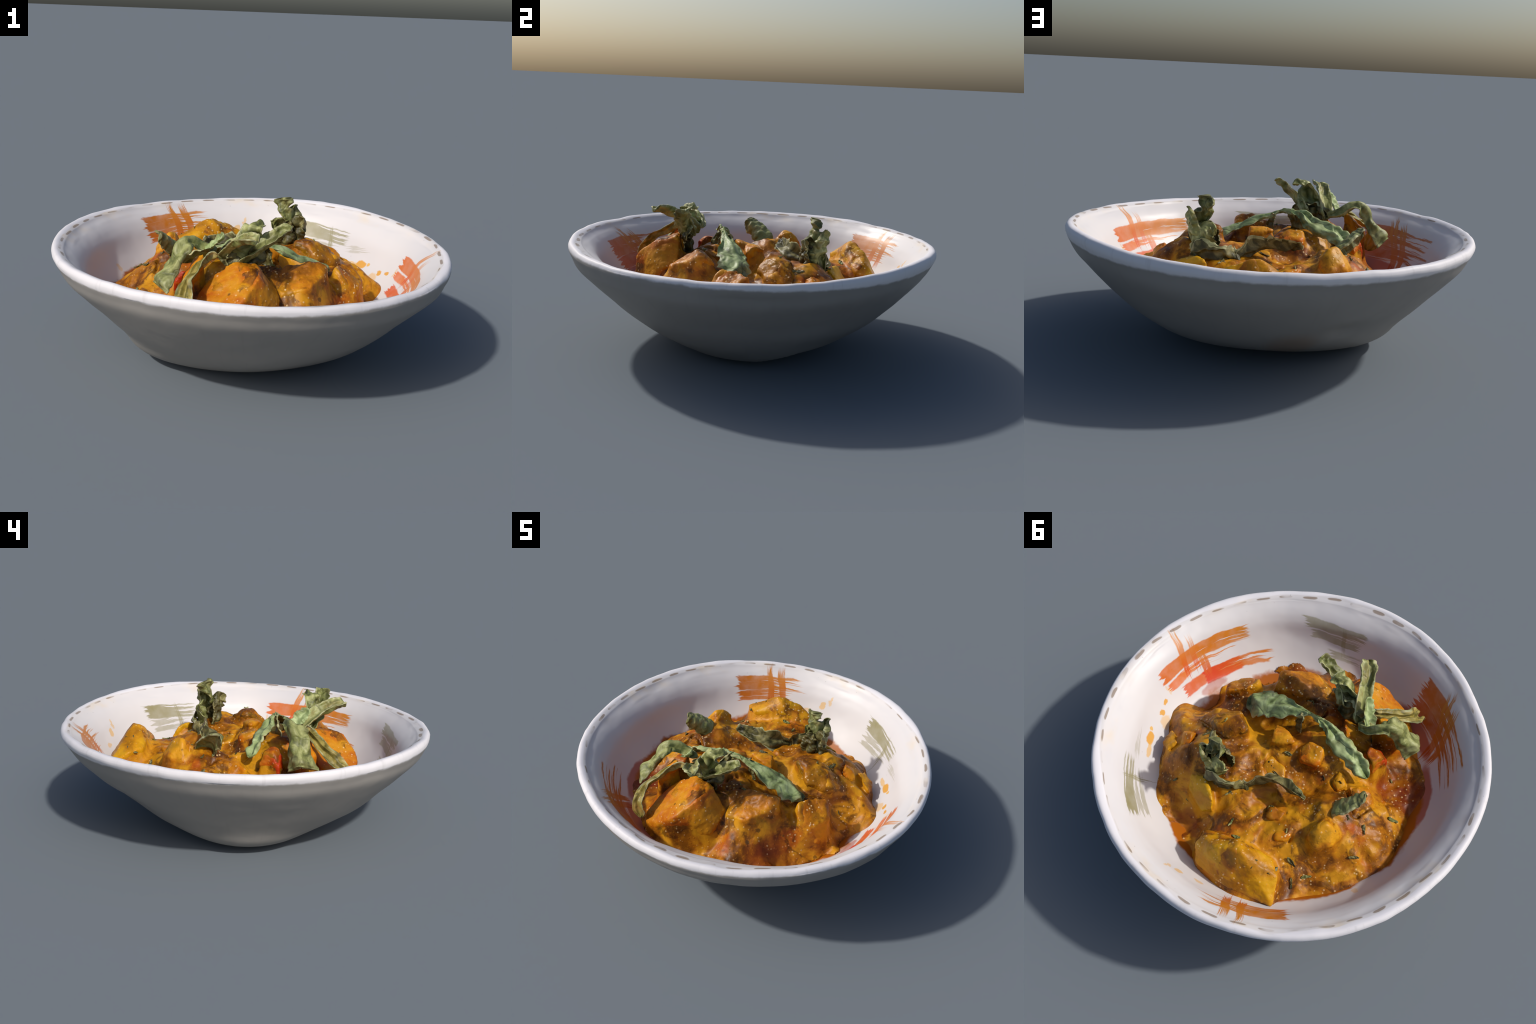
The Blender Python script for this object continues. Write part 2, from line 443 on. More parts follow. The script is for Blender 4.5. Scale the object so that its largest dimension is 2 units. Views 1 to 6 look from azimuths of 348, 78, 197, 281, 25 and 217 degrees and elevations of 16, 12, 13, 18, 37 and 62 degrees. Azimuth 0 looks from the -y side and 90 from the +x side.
def make_leaf_material(name, dark, mid, pale, tan):
    n, a, p = leaf_material()
    n.mat.name = name
    col = n.ramp(a, [(0.30, dark), (0.46, mid), (0.64, pale)])
    # dry tan scorching and oily dark stains
    col = n.mix(n.math("MULTIPLY", n.step(n.noise(8.0, p, detail=4.0), 0.55, 0.70), 0.7), col, (*tan, 1.0))
    col = n.mix(n.math("MULTIPLY", n.step(n.noise(20.0, p, detail=4.0, dist=1.0), 0.60, 0.70), 0.45), col, rgb(44, 46, 22))
    # large oily patches where sauce has soaked in
    soak = n.step(n.noise(6.5, p, detail=3.0, dist=0.6), 0.50, 0.64)
    col = n.mix(n.math("MULTIPLY", soak, 0.6), col, rgb(66, 58, 22))
    vein = n.math("ABSOLUTE", n.math("SUBTRACT", n.noise(8.0, p, detail=1.5, rough=0.45, dist=0.7), 0.5))
    col = n.mix(n.math("MULTIPLY", n.math("MULTIPLY", n.step(vein, 0.030, 0.004), 0.55), n.step(n.noise(7.0, p, detail=1.0), 0.45, 0.6)), col, rgb(50, 56, 28))
    h = n.math("ADD", n.noise(16.0, p, detail=2.5), n.math("MULTIPLY", n.step(vein, 0.0, 0.06), 0.25))
    n.bump(h, 0.45, 0.012)
    return n.set(Base_Color=col, Roughness=0.5, Specular_IOR_Level=0.4)


def plain_bit(name, c0, c1, rough=0.45):
    n = Nodes(name)
    col = n.mix(n.step(n.noise(30.0, detail=4.0), 0.35, 0.65), c0, c1)
    n.bump(n.noise(45.0, detail=3.0), 0.5, 0.01)
    return n.set(Base_Color=col, Roughness=rough)


# ------------------------------------------------------------------ chunks
def chunk(name, corners, mat, parent, voxel=0.011, smooth=4, lump=0.0065, drop=0.0):
    """A knife-cut piece of vegetable: hull of its corners, rounded and roughened."""
    bm = bmesh.new()
    vs = [bm.verts.new(V(c)) for c in corners]
    ret = bmesh.ops.convex_hull(bm, input=vs)
    junk = [g for g in ret["geom_interior"] + ret["geom_unused"] if isinstance(g, bmesh.types.BMVert) and g.is_valid]
    if junk:
        bmesh.ops.delete(bm, geom=list(set(junk)), context="VERTS")
    bmesh.ops.recalc_face_normals(bm, faces=bm.faces)
    me = bpy.data.meshes.new(name)
    bm.to_mesh(me)
    bm.free()
    ob = link(bpy.data.objects.new(name, me))
    md = ob.modifiers.new("r", "REMESH")
    md.mode, md.voxel_size = "VOXEL", voxel
    sm = ob.modifiers.new("s", "SMOOTH")
    sm.factor, sm.iterations = 0.6, smooth
    sb = ob.modifiers.new("d", "SUBSURF")
    sb.levels = sb.render_levels = 1
    dg = bpy.context.evaluated_depsgraph_get()
    new = bpy.data.meshes.new_from_object(ob.evaluated_get(dg))
    bpy.data.objects.remove(ob)
    bpy.data.meshes.remove(me)
    nrm = [v.normal.copy() for v in new.vertices]
    for v, nn in zip(new.vertices, nrm):
        p = v.co
        w = fbm(p, 7.0, 3) * lump * 1.6 + fbm(p + V((3, 1, 7)), 24.0, 3) * lump * 0.55
        v.co = p + nn * w
    new.polygons.foreach_set("use_smooth", [True] * len(new.polygons))
    new.materials.clear()
    new.materials.append(mat)
    new.name = name
    return link(bpy.data.objects.new(name, new), parent)


def footed(top, depth=0.15, shrink=0.85, floor=0.13):
    """Add a buried foot under a set of top corners."""
    c = sum((V(t) for t in top), V()) / len(top)
    out = list(top)
    for t in top:
        b = c + (V(t) - c) * shrink
        z = max(min(t[2] - depth, c.z - depth), floor)
        r = math.hypot(b.x, b.y)
        zi = float(inner_z(r)) + 0.012
        out.append((b.x, b.y, max(z, min(zi, t[2] - 0.02))))
    return out


CHUNKS = [
    # kind of piece, look, corners of its cut faces
    ("pumpkin_chunk", "A", [(-.16, -.385, .582), (-.05, -.41, .570), (-.068, -.548, .547), (-.146, -.612, .474), (-.179, -.631, .44), (-.237, -.632, .38), (-.289, -.630, .345), (-.344, -.618, .337), (-.38, -.56, .36), (-.33, -.44, .45), (-.26, -.39, .52), (.04, -.42, .45), (.05, -.50, .42), (.02, -.55, .36), (-.05, -.58, .33), (-.15, -.62, .30)]),
    ("pumpkin_chunk", "B", [(.207, -.335, .558), (.10, -.29, .515), (.12, -.37, .52), (.308, -.335, .533), (.29, -.25, .50), (.28, -.38, .46), (.19, -.48, .465), (.06, -.46, .43), (.03, -.40, .44)]),
    ("pumpkin_chunk", "B", [(.365, -.235, .490), (.42, -.14, .502), (.50, -.10, .467), (.545, -.17, .40), (.49, -.265, .40), (.40, -.29, .43), (.43, -.32, .31), (.53, -.26, .29)]),
    ("pumpkin_chunk", "Y", [(-.146, .604, .540), (-.115, .57, .52), (-.02, .645, .500), (.07, .62, .455), (.10, .655, .40), (.06, .72, .34), (-.14, .735, .36), (-.39, .685, .355), (-.34, .57, .43), (-.26, .51, .44), (-.08, .54, .47), (.10, .56, .40)]),
    ("pumpkin_chunk", "B", [(-.34, -.01, .48), (-.43, .05, .460), (-.44, -.06, .44), (-.49, -.03, .40), (-.46, .12, .41), (-.41, -.10, .40)]),
    ("pumpkin_chunk", "B", [(-.365, .30, .548), (-.41, .25, .548), (-.36, .21, .52), (-.46, .31, .47), (-.48, .22, .45), (-.41, .36, .43), (-.33, .34, .49)]),
    ("pepper_piece", "R", [(-.32, -.18, .520), (-.38, -.17, .505), (-.42, -.23, .485), (-.36, -.27, .50), (-.43, -.27, .42), (-.30, -.25, .49), (-.40, -.15, .45)]),
    ("aubergine_piece", "E", [(.30, .02, .555), (.22, .05, .535), (.40, .05, .53), (.46, .13, .485), (.30, .15, .51), (.34, -.05, .49), (.46, -.01, .45), (.54, .10, .41)]),
    ("pumpkin_chunk", "O", [(-.07, -.08, .545), (-.15, -.08, .545), (-.16, .01, .51), (-.07, .03, .51), (-.18, -.03, .50), (-.03, -.03, .52)]),
    ("pumpkin_chunk", "B", [(.06, -.07, .550), (.12, -.01, .558), (.03, .02, .548), (-.02, -.03, .548), (.10, .05, .53), (.14, -.07, .52)]),
    ("pumpkin_chunk", "O", [(.475, .215, .480), (.44, .26, .47), (.53, .23, .445), (.46, .17, .46), (.55, .19, .42), (.50, .29, .42)]),
    ("pumpkin_chunk", "Y", [(.20, .405, .470), (.155, .44, .457), (.27, .35, .460), (.35, .38, .43), (.33, .43, .38), (.20, .49, .36), (.14, .47, .41)]),
    ("pumpkin_chunk", "O", [(-.29, -.35, .612), (-.33, -.32, .60), (-.40, -.41, .51), (-.36, -.45, .51), (-.31, -.40, .57), (-.40, -.36, .47)]),
    ("aubergine_piece", "E", [(.08, -.20, .49), (-.04, -.24, .52), (-.02, -.33, .52), (.11, -.28, .50), (.04, -.17, .49)]),
    ("pumpkin_chunk", "Y", [(-.06, .13, .440), (-.03, .19, .440), (.08, .14, .455), (.07, .07, .465), (-.03, .08, .45)]),
    ("pumpkin_chunk", "B", [(-.26, .0, .455), (-.31, .04, .46), (-.30, -.06, .465), (-.25, -.07, .465), (-.34, .0, .45)]),
    ("aubergine_piece", "E", [(-.18, .33, .45), (-.10, .36, .44), (-.08, .29, .45), (-.18, .27, .455)]),
    ("pumpkin_chunk", "O", [(-.27, .40, .45), (-.20, .43, .44), (-.19, .37, .445), (-.27, .35, .455)]),
    ("pumpkin_chunk", "B", [(.58, .22, .40), (.62, .30, .36), (.55, .33, .385), (.52, .27, .42), (.64, .20, .34)]),
]

# height of the sauce between the chunks: (x, y, z) spot heights
SAUCE = [(0, 0, .48), (.12, .08, .48), (.2, -.09, .39), (.13, -.12, .43), (.09, -.15, .45), (.27, -.12, .39), (-.05, -.32, .51), (.0, -.26, .52), (-.2, -.25, .46), (-.46, -.22, .26), (-.5, -.3, .27),
         (-.06, -.64, .22), (.04, -.60, .24), (.25, -.62, .20), (.15, -.53, .37), (.27, -.50, .34), (.39, -.48, .20), (.45, -.40, .18), (.52, -.30, .20), (.59, -.13, .22), (.33, -.32, .42), (-.34, -.48, .38), (-.22, -.17, .52), (.16, .62, .22), (.30, -.2, .42), (.46, .03, .38), (.60, .03, .29), (.60, .16, .38), (.55, .33, .37), (.40, .36, .42), (.33, .28, .50),
         (-.05, .40, .43), (-.15, .40, .43), (-.24, .37, .45), (.08, .33, .44), (-.08, .22, .41), (-.15, .10, .39), (-.20, .04, .40), (-.31, .16, .51), (-.42, .42, .31), (-.49, .30, .39), (-.57, .23, .35), (-.15, -.15, .53), (-.16, -.23, .50), (-.3, -.12, .42), (-.30, .28, .46),
         (-.57, -.06, .35), (-.60, .17, .36), (-.6, -.2, .27), (-.45, -.5, .26), (.0, .46, .42), (.10, .53, .37), (.18, .56, .24), (.27, .54, .23), (.36, .50, .26), (-.36, .02, .46), (.43, -.12, .42), (.36, .15, .48), (.47, .13, .46), (-.50, .36, .36), (.62, -.24, .26), (.66, .11, .34)]


def build_sauce(chunks, parent, mat):
    """Sauce as a height field that creeps up and coats the chunks, and meets the wall."""
    N = 300
    ax = np.linspace(-0.86, 0.86, N)
    X, Y = np.meshgrid(ax, ax, indexing="ij")
    pts = list(SAUCE)
    for a in range(0, 360, 12):
        t = math.radians(a)
        e = 0.280 + 0.015 * math.cos(2 * (t - 1.9)) + 0.016 * math.sin(7 * t + 1) + 0.010 * math.sin(11 * t) - 0.060 * math.exp(-((t - math.radians(328)) / 0.52) ** 2) - 0.05 * math.exp(-((t - math.radians(266)) / 0.14) ** 2) + (0.02 if 90 < a < 130 else 0)
        r = float(inner_r(e))
        pts.append((r * math.cos(t), r * math.sin(t), e))
        pts.append((1.15 * r * math.cos(t), 1.15 * r * math.sin(t), e - 0.03))
    P = np.array(pts)
    # thin-plate interpolation of the spot heights
    def kern(d2):
        return 0.5 * d2 * np.log(d2 + 1e-9)
    n = len(P)
    d2 = ((P[:, None, :2] - P[None, :, :2]) ** 2).sum(-1)
    A = np.zeros((n + 3, n + 3))
    A[:n, :n] = kern(d2) + np.eye(n) * 0.002
    A[:n, n] = 1
    A[:n, n + 1:] = P[:, :2]
    A[n:, :n] = A[:n, n:].T
    w = np.linalg.solve(A, np.concatenate([P[:, 2], np.zeros(3)]))
    H = w[n] + w[n + 1] * X + w[n + 2] * Y
    for i in range(n):
        H += w[i] * kern((X - P[i, 0]) ** 2 + (Y - P[i, 1]) ** 2)
    # chunk tops seen from above
    top = np.full_like(H, -1.0)
    clean = np.zeros(H.shape, bool)
    for ob in chunks:
        me = ob.data
        bvh = BVHTree.FromPolygons([v.co for v in me.vertices], [tuple(p.vertices) for p in me.polygons])
        co = np.array([v.co for v in me.vertices])
        i0, i1 = np.searchsorted(ax, (co[:, 0].min(), co[:, 0].max()))
        j0, j1 = np.searchsorted(ax, (co[:, 1].min(), co[:, 1].max()))
        for i in range(max(i0, 0), min(i1 + 1, N)):
            for j in range(max(j0, 0), min(j1 + 1, N)):
                hit = bvh.ray_cast(V((ax[i], ax[j], 1.0)), V((0, 0, -1)))[0]
                if hit is not None:
                    if hit.z > top[i, j]:
                        top[i, j], clean[i, j] = hit.z, bool(ob["clean_cut"])
    C = np.maximum(H, top - 0.004)

    def blur(a, k):
        for _ in range(k):
            b = np.pad(a, 1, mode="edge")
            a = (b[:-2, 1:-1] + b[2:, 1:-1] + b[1:-1, :-2] + b[1:-1, 2:] + 2 * b[1:-1, 1:-1]) / 6
        return a
    S = blur(np.maximum(H, blur(C, 22)), 4)
    # sauce lies in patches over the chunks: some faces stay clean, some are smothered
    coat = np.array([[noise.noise(V((x * 6.5, y * 6.5, 2.0))) for y in ax] for x in ax])
    S = np.where(top > 0, np.maximum(np.minimum(S, top + 0.006), top - 0.004 + 0.018 * coat), S)
    S = np.where(clean, np.minimum(S, top - 0.007 + 0.014 * np.clip(coat, 0, 1)), S)
    S = blur(S, 3)
    # lumps, grains and small ridges
    for i in range(N):
        for j in range(N):
            x, y = X[i, j], Y[i, j]
            if x * x + y * y < 0.74:
                p = V((x, y, 0.3))
                rid = noise.ridged_multi_fractal(p * 8.0, 0.9, 2.0, 3, 1.0, 2.0)
                amp = min(1.0, max(0.0, (0.74 - math.hypot(x, y)) / 0.08))
                S[i, j] += amp * (fbm(p, 7.0, 3) * 0.020 + (rid - 1.0) * 0.008 + fbm(p, 26.0, 2) * 0.003)
    R = np.hypot(X, Y)
    wall = inner_z(R)
    idx = -np.ones((N, N), int)
    verts, faces = [], []
    keep = (R < 0.84) & (S > wall - 0.014)
    for i in range(N):
        for j in range(N):
            if keep[i, j]:
                idx[i, j] = len(verts)
                verts.append((X[i, j], Y[i, j], S[i, j]))
    for i in range(N - 1):
        for j in range(N - 1):
            q = (idx[i, j], idx[i + 1, j], idx[i + 1, j + 1], idx[i, j + 1])
            if min(q) >= 0:
                faces.append(q)
    # underside, hidden inside the bowl wall, closes the body
    m = len(verts)
    under = [(x, y, min(z - 0.004, float(inner_z(math.hypot(x, y))) - 0.016)) for x, y, z in verts]
    count = {}
    for f in faces:
        for a, b in zip(f, f[1:] + f[:1]):
            count[(a, b)] = 1
    rim = [(a, b) for (a, b) in count if (b, a) not in count]
    allf = faces + [tuple(m + k for k in f[::-1]) for f in faces] + [(b, a, m + a, m + b) for a, b in rim]
    ob = mesh_object("curry_sauce", verts + under, allf, mat, parent)
    ob["kind"] = "stuff"
    return ob, (ax, S)


# ------------------------------------------------------------------ leaves
RIM_LOOK = []


def leaf(name, mat, parent, rows, n=44, m=15, thick=0.009, curl=0.0, wrinkle=0.010, jag=0.12, seed=0.0, tip=True):
    """A shrivelled leaf. rows: (x, y, z, width, sx, sy, sz[, curl]) along the midrib; s is the across direction."""
    rows = [tuple(r) + ((curl,) if len(r) == 7 else ()) for r in rows]
    c = catmull(rows, n)
    P, W, S, K = c[:, :3], c[:, 3], c[:, 4:7], c[:, 7]
    T = np.gradient(P, axis=0)
    T /= np.linalg.norm(T, axis=1)[:, None]
    top, bot = [], []
    for i in range(n):
        t = V(T[i])
        s = V(S[i])
        s = (s - t * s.dot(t)).normalized()
        nn = t.cross(s).normalized()
        u = i / (n - 1)
        ends = min(1.0, (u / 0.05) ** 0.5 if u < 0.05 else 1.0) * (min(1.0, ((1 - u) / 0.10) ** 0.5) if tip else min(1.0, ((1 - u) / 0.04) ** 0.5))
        saw = 1.0 + jag * (noise.noise(V((u * 9, seed, 0))) + 0.6 * noise.noise(V((u * 26, seed, 4))))
        hw = max(W[i], 0.004) * 0.5 * max(ends, 0.12) * saw
        for j in range(m):
            q = 2 * j / (m - 1) - 1
            k = K[i]
            if abs(k) > 1e-3:
                ang = q * k * 1.9
                rad = hw / (abs(k) * 1.9) * (1 + 0.35 * abs(k))
                off = s * (math.sin(ang) * rad * (1 if k > 0 else -1)) + nn * ((1 - math.cos(ang)) * rad * (1 if k > 0 else -1))
            else:
                off = s * (q * hw)
            p = V(P[i]) + off
            b = V((u * 5 + seed * 3.1, q * 1.3, seed))
            w = wrinkle * (1.25 * noise.noise(b * 1.4) + 0.7 * noise.noise(b * 3.3) * abs(q) ** 0.5 + 0.15 * noise.noise(b * 7.0))
            w += wrinkle * 0.55 * math.sin(q * 5.5 + 2.2 * noise.noise(V((u * 4, seed, 9))) + seed) * min(1.0, hw / 0.03)
            rib = -0.004 * math.exp(-(q / 0.12) ** 2)
            th = thick * (0.45 + 0.55 * (1 - q * q)) * (0.7 + 0.3 * ends)
            nloc = nn
            if abs(k) > 1e-3:
                nloc = (nn * math.cos(ang) - s * math.sin(ang) * (1 if k > 0 else -1)).normalized()
            top.append(p + nloc * (w + rib + th * 0.5))
            bot.append(p + nloc * (w + rib * 0.5 - th * 0.5))
    faces = []
    o = n * m
    for i in range(n - 1):
        for j in range(m - 1):
            a, b, cc, d = i * m + j, i * m + j + 1, (i + 1) * m + j + 1, (i + 1) * m + j
            faces.append((a, b, cc, d))
            faces.append((o + d, o + cc, o + b, o + a))
    loop = [j for j in range(m)] + [i * m + m - 1 for i in range(1, n)] + [(n - 1) * m + j for j in range(m - 2, -1, -1)] + [i * m for i in range(n - 2, 0, -1)]
    for a, b in zip(loop, loop[1:] + loop[:1]):
        faces.append((b, a, o + a, o + b))
    ob = mesh_object(name, top + bot, faces, [mat] + RIM_LOOK[:1], parent)
    if RIM_LOOK:
        # the outermost strip has dried to a pale tan edge, broken here and there
        for k, f in enumerate(ob.data.polygons):
            cell = (k // 2) % (m - 1)
            if k >= 2 * (n - 1) * (m - 1) or cell in (0, m - 2):
                row = min(k // (2 * (m - 1)), n)
                if noise.noise(V((row * 0.21, seed * 5.0, 1.0 if cell else 7.0))) > -0.12:
                    f.material_index = 1
    bm = bmesh.new()
    bm.from_mesh(ob.data)
    bmesh.ops.recalc_face_normals(bm, faces=bm.faces)
    bm.to_mesh(ob.data)
    bm.free()
    sb = ob.modifiers.new("round", "SUBSURF")
    sb.levels = sb.render_levels = 1
    return ob


def build_leaves(parent):
    fresh = make_leaf_material("crisp_green_leaf", rgb3(86, 98, 52), rgb3(138, 154, 98), rgb3(176, 190, 136), rgb3(164, 158, 104))
    olive = make_leaf_material("olive_leaf", rgb3(62, 68, 28), rgb3(118, 122, 68), rgb3(168, 170, 112), rgb3(168, 152, 98))
    dark = make_leaf_material("charred_leaf", rgb3(36, 34, 14), rgb3(78, 74, 38), rgb3(146, 138, 88), rgb3(128, 106, 62))
    gold = make_leaf_material("golden_leaf", rgb3(92, 84, 30), rgb3(146, 132, 62), rgb3(184, 164, 102), rgb3(178, 138, 76))
    RIM_LOOK.append(make_leaf_material("dry_leaf_edge", rgb3(104, 104, 60), rgb3(158, 158, 108), rgb3(188, 186, 142), rgb3(172, 150, 100)))
    L = lambda mat, rows, **k: leaf("basil_leaf", mat, parent, rows, **k)
    # broad pale leaf hanging to the right
    L(fresh, [(-.07, -.17, .617, .03, .1, 1, -.1), (0.0, -.168, .612, .03, .05, 1, 0), (.08, -.16, .585, .075, 0, 1, -.1), (.19, -.152, .540, .16, 0, 1, -.1), (.28, -.150, .505, .18, 0, 1, -.1), (.345, -.155, .468, .14, 0, 1, -.1), (.37, -.165, .45, .06, 0, 1, -.1)],
      curl=-.32, wrinkle=.015, jag=.28, seed=1.3, n=64, m=21)
    # its partner hanging to the left
    L(fresh, [(-.05, -.165, .62, .025, .2, .9, -.3), (-.11, -.155, .61, .045, .2, .85, -.5), (-.17, -.138, .583, .09, .2, .85, -.55), (-.27, -.115, .548, .10, .25, .85, -.55), (-.34, -.105, .515, .09, .3, .85, -.45), (-.40, -.10, .475, .075, .3, .9, -.3)],
      curl=.32, wrinkle=.014, seed=2.7, jag=.25, n=60, m=19)
    # stalks under the arch
    L(dark, [(-.05, -.165, .615, .05, .9, .3, 0), (-.08, -.185, .565, .06, .9, .3, 0), (-.10, -.20, .50, .10, .9, .3, 0), (-.11, -.21, .40, .14, .9, .3, 0)], curl=.3, seed=3.3, tip=False)
    L(dark, [(.03, -.15, .60, .04, .8, -.5, 0), (.045, -.14, .56, .05, .8, -.5, 0), (.05, -.13, .47, .08, .8, -.5, 0)], curl=.2, seed=3.9, tip=False)
    # standing cluster: three curled fingers rising from a crumpled base
    L(olive, [(-.11, -.35, .56, .11, .2, .9, .1), (-.05, -.38, .615, .10, .1, .9, .3), (.036, -.395, .682, .085, .1, .9, .4), (.085, -.398, .722, .075, .1, .9, .4), (.110, -.395, .742, .05, .1, .9, .3)], curl=.75, seed=4.1, wrinkle=.011, thick=.012, jag=.15)
    L(olive, [(-.12, -.36, .57, .13, .9, .2, 0), (-.095, -.37, .64, .115, .9, .3, 0), (-.085, -.372, .70, .10, .9, -.1, 0), (-.066, -.372, .742, .075, .7, -.7, 0), (-.035, -.345, .748, .055, .6, -.8, .1), (-.012, -.315, .735, .035, .6, -.8, .1)], curl=.45, seed=5.2, wrinkle=.013, thick=.012)
    L(olive, [(-.20, -.28, .57, .07, .5, -.2, .85), (-.18, -.345, .615, .085, .6, -.2, .75), (-.155, -.41, .658, .085, .7, -.1, .6), (-.135, -.462, .688, .085, .8, 0, .5), (-.112, -.51, .706, .08, .9, .1, .3), (-.085, -.548, .710, .06, .9, .2, .2)], curl=.7, seed=6.6, wrinkle=.010, thick=.015, tip=False)
    L(fresh, [(-.20, -.37, .70, .04, .2, .9, .2), (-.225, -.345, .665, .07, .3, .8, .3), (-.25, -.31, .63, .075, .4, .8, .3), (-.29, -.265, .595, .05, .5, .8, .3)], curl=-.4, seed=7.4)
    L(dark, [(.0, -.37, .595, .06, .2, .3, .9), (-.07, -.375, .60, .11, .1, .3, .9), (-.15, -.36, .60, .11, 0, .3, .9), (-.22, -.32, .595, .07, -.2, .3, .9)], curl=.35, seed=8.1, wrinkle=.016, tip=False)
    L(dark, [(-.13, -.35, .62, .13, .9, .3, 0), (-.13, -.34, .54, .12, .9, .3, 0), (-.12, -.33, .42, .13, .9, .3, 0)], curl=.3, seed=9.2, wrinkle=.016, tip=False)
    # arching leaf that droops over the left side
    L(olive, [(-.22, -.27, .60, .05, .4, .8, 0, .3), (-.29, -.265, .620, .06, .2, 1, 0, .4), (-.345, -.295, .662, .075, 0, 1, 0, .6), (-.385, -.320, .662, .10, 0, 1, .1, .8), (-.425, -.345, .615, .11, 0, 1, .1, .8), (-.462, -.365, .550, .12, 0, 1, .05, .7), (-.505, -.383, .498, .155, 0, 1, 0, .7), (-.520, -.387, .482, .15, 0, 1, 0, .75)],
      curl=.4, seed=10.1, wrinkle=.014, n=64, m=21, tip=False, thick=.015, jag=.18)
    # golden curled strip behind the big chunk
    L(gold, [(-.23, -.37, .605, .04, .4, -.2, .9), (-.29, -.395, .592, .05, .5, -.3, .8), (-.35, -.455, .545, .055, .7, -.3, .6), (-.395, -.53, .495, .07, .8, -.2, .5), (-.40, -.580, .44, .08, .8, -.2, .4), (-.375, -.615, .36, .08, .9, -.1, .2)], curl=.5, seed=11.5, wrinkle=.014, thick=.012)
    # small upright leaf on the left
    L(olive, [(-.335, .135, .43, .15, .3, .9, .1), (-.365, .115, .515, .13, .2, .95, .2), (-.408, .092, .555, .115, .1, 1, .3), (-.44, .06, .584, .095, .1, 1, .3), (-.464, .035, .604, .075, .1, 1, .3)], curl=.75, seed=12.2, wrinkle=.011, tip=False, thick=.013, jag=.15)
    # tall crumpled leaf at the back right
    L(olive, [(.27, .29, .42, .13, -.5, .85, 0), (.285, .30, .51, .12, -.5, .85, 0), (.295, .31, .57, .11, -.6, .8, 0), (.30, .32, .625, .075, -.6, .8, 0), (.306, .325, .682, .04, -.6, .8, 0)], curl=.75, seed=13.4, wrinkle=.018, n=50, m=19)
    L(dark, [(.28, .25, .42, .12, .7, -.7, 0), (.285, .245, .50, .10, .7, -.7, -.1), (.29, .24, .56, .085, .7, -.7, -.15), (.30, .225, .60, .08, .6, -.75, -.3), (.32, .20, .632, .05, .6, -.7, -.3)], curl=.6, seed=13.9, wrinkle=.018, n=46, m=17)
    L(olive, [(.31, .30, .59, .07, .2, .6, .8), (.27, .27, .635, .10, .2, .5, .9), (.235, .27, .66, .06, .6, .6, .5), (.222, .272, .685, .10, .8, -.6, .1), (.213, .276, .712, .12, .85, -.5, .1), (.21, .280, .730, .09, .9, -.4, .1)], curl=.6, seed=14.2, wrinkle=.012, tip=False)
    L(olive, [(.24, .33, .44, .10, .9, .3, 0), (.225, .335, .53, .11, .9, .3, 0), (.20, .325, .575, .09, .9, .2, .2), (.165, .31, .59, .06, .7, .2, .6)], curl=-.4, seed=15.1, wrinkle=.016)
    L(dark, [(.22, .22, .46, .09, .9, -.2, 0), (.23, .215, .52, .10, .9, -.1, 0), (.24, .225, .575, .08, .9, 0, 0), (.25, .24, .61, .04, .9, 0, 0)], curl=.4, seed=15.8, wrinkle=.016)
    # long charred strand lying across the middle
    L(dark, [(.27, .36, .47, .08, .2, .3, .9), (.20, .36, .470, .11, .1, .3, .9), (.13, .335, .455, .12, .2, .4, .9), (.085, .30, .435, .10, .3, .5, .8), (.055, .27, .435, .08, .2, .6, .7)], curl=-.45, seed=16.3, wrinkle=.020, thick=.016, tip=False)
    L(dark, [(.10, .29, .43, .08, .2, .6, .7), (.06, .265, .445, .09, .1, .7, .6), (.0, .215, .485, .10, .1, .7, .6), (-.06, .185, .500, .09, .1, .8, .5), (-.13, .185, .505, .07, 0, .8, .5), (-.19, .19, .510, .05, 0, .8, .5), (-.225, .195, .51, .025, 0, .8, .5)], curl=-.5, seed=17.7, wrinkle=.018, thick=.016, n=60)
    return dark, olive


# ------------------------------------------------------------------ assemble
bowl = empty("ceramic_bowl", "white hand-painted ceramic bowl with orange and olive brush hatching", "bowl")
build_bowl(bowl)

curry = empty("vegetable_curry", "glossy orange pumpkin curry heaped with crisp fried basil leaves", "curry")
MATS = {
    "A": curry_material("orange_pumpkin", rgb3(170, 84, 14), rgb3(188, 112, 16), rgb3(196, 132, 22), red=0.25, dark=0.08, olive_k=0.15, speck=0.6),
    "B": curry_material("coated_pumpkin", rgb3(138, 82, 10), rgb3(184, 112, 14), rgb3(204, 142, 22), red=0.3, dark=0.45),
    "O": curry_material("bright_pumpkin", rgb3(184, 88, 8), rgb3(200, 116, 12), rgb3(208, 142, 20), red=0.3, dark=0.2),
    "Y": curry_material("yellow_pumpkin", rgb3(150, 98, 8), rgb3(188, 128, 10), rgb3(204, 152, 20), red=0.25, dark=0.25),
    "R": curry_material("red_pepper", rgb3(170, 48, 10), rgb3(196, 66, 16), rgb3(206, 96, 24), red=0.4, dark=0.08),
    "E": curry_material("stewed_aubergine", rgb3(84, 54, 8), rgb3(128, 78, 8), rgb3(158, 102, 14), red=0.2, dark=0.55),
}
pieces = []
for kind, look, corners in CHUNKS:
    crisp = look in "AY"
    piece = chunk(kind, footed(corners), MATS[look], curry, voxel=0.009 if crisp else 0.011, smooth=2 if crisp else 6, lump=0.0045 if crisp else 0.0085)
    piece["clean_cut"] = crisp
    pieces.append(piece)
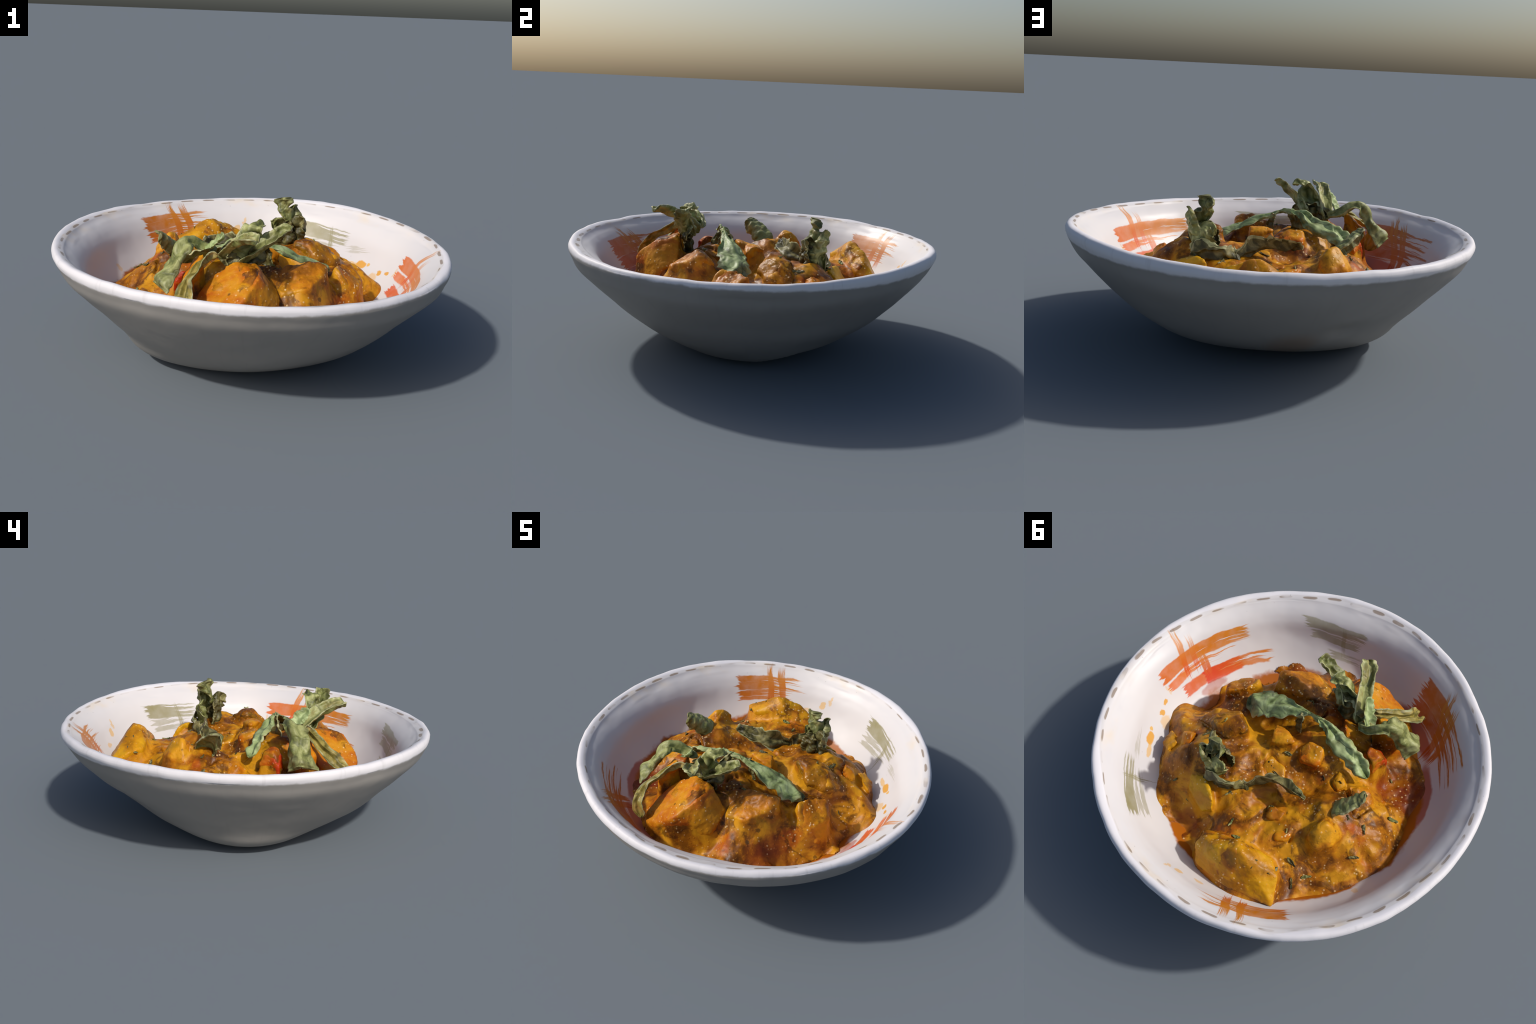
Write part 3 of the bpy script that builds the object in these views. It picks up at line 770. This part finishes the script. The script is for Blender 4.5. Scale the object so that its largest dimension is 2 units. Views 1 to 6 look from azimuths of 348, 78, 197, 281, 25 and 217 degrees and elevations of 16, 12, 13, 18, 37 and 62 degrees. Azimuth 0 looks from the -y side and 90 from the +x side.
sauce_mat = curry_material("spiced_sauce", rgb3(104, 58, 8), rgb3(162, 98, 12), rgb3(198, 138, 22), red=0.4, dark=0.75, speck=0.6, pools=(((.32, -.48, .28), .15), ((-.60, -.22, .30), .15), ((.26, .56, .25), .11), ((-.48, -.2, .30), .10)))
sauce, field = build_sauce(pieces, curry, sauce_mat)
dark, olive = build_leaves(curry)


def scatter_bits(parent, field, mats):
    """Scraps of fried herb stuck to the sauce: small curled flakes lying on the surface."""
    ax, S = field
    rng = random.Random(21)
    spots = [(-.46, .30), (-.42, .45), (-.53, .12), (-.30, .56), (-.20, .50), (-.56, .25), (-.38, .52), (-.10, .30), (-.02, .14), (.12, .36), (.02, .47), (-.33, .45), (.0, .02), (-.60, -.05), (.50, .05), (.40, .16), (.06, -.47), (.24, .02), (-.22, .60), (-.05, .52)]
    while len(spots) < 44:
        a, r = rng.uniform(0, 6.283), 0.62 * math.sqrt(rng.random())
        spots.append((r * math.cos(a), r * math.sin(a)))
    for k, (x, y) in enumerate(spots):
        i, j = int(np.searchsorted(ax, x)), int(np.searchsorted(ax, y))
        z = S[i, j]
        gx, gy = (S[i + 3, j] - S[i - 3, j]) / (ax[i + 3] - ax[i - 3]), (S[i, j + 3] - S[i, j - 3]) / (ax[j + 3] - ax[j - 3])
        if math.hypot(gx, gy) > 1.1:
            continue
        a = rng.uniform(0, 6.283)
        d = V((math.cos(a), math.sin(a), gx * math.cos(a) + gy * math.sin(a))).normalized()
        nn = V((-gx, -gy, 1)).normalized()
        s = nn.cross(d)
        ln = (rng.uniform(.018, .036) if k < 20 else rng.uniform(.008, .018))
        c = V((x, y, z + .004))
        rows = [tuple(c + d * (t * ln) + nn * (0.006 * t * t)) + (w * ln, *s) for t, w in ((-1, rng.uniform(.1, .5)), (-.4, rng.uniform(.3, .9)), (.3, rng.uniform(.3, .8)), (1, rng.uniform(.1, .5)))]
        leaf("herb_flake", mats[k % len(mats)], parent, rows, n=12, m=7, thick=.005, curl=rng.uniform(-.5, .5), wrinkle=.007, jag=.5, seed=20.0 + k * .37)


RIM_LOOK.clear()
scatter_bits(curry, field, [dark, olive, dark])
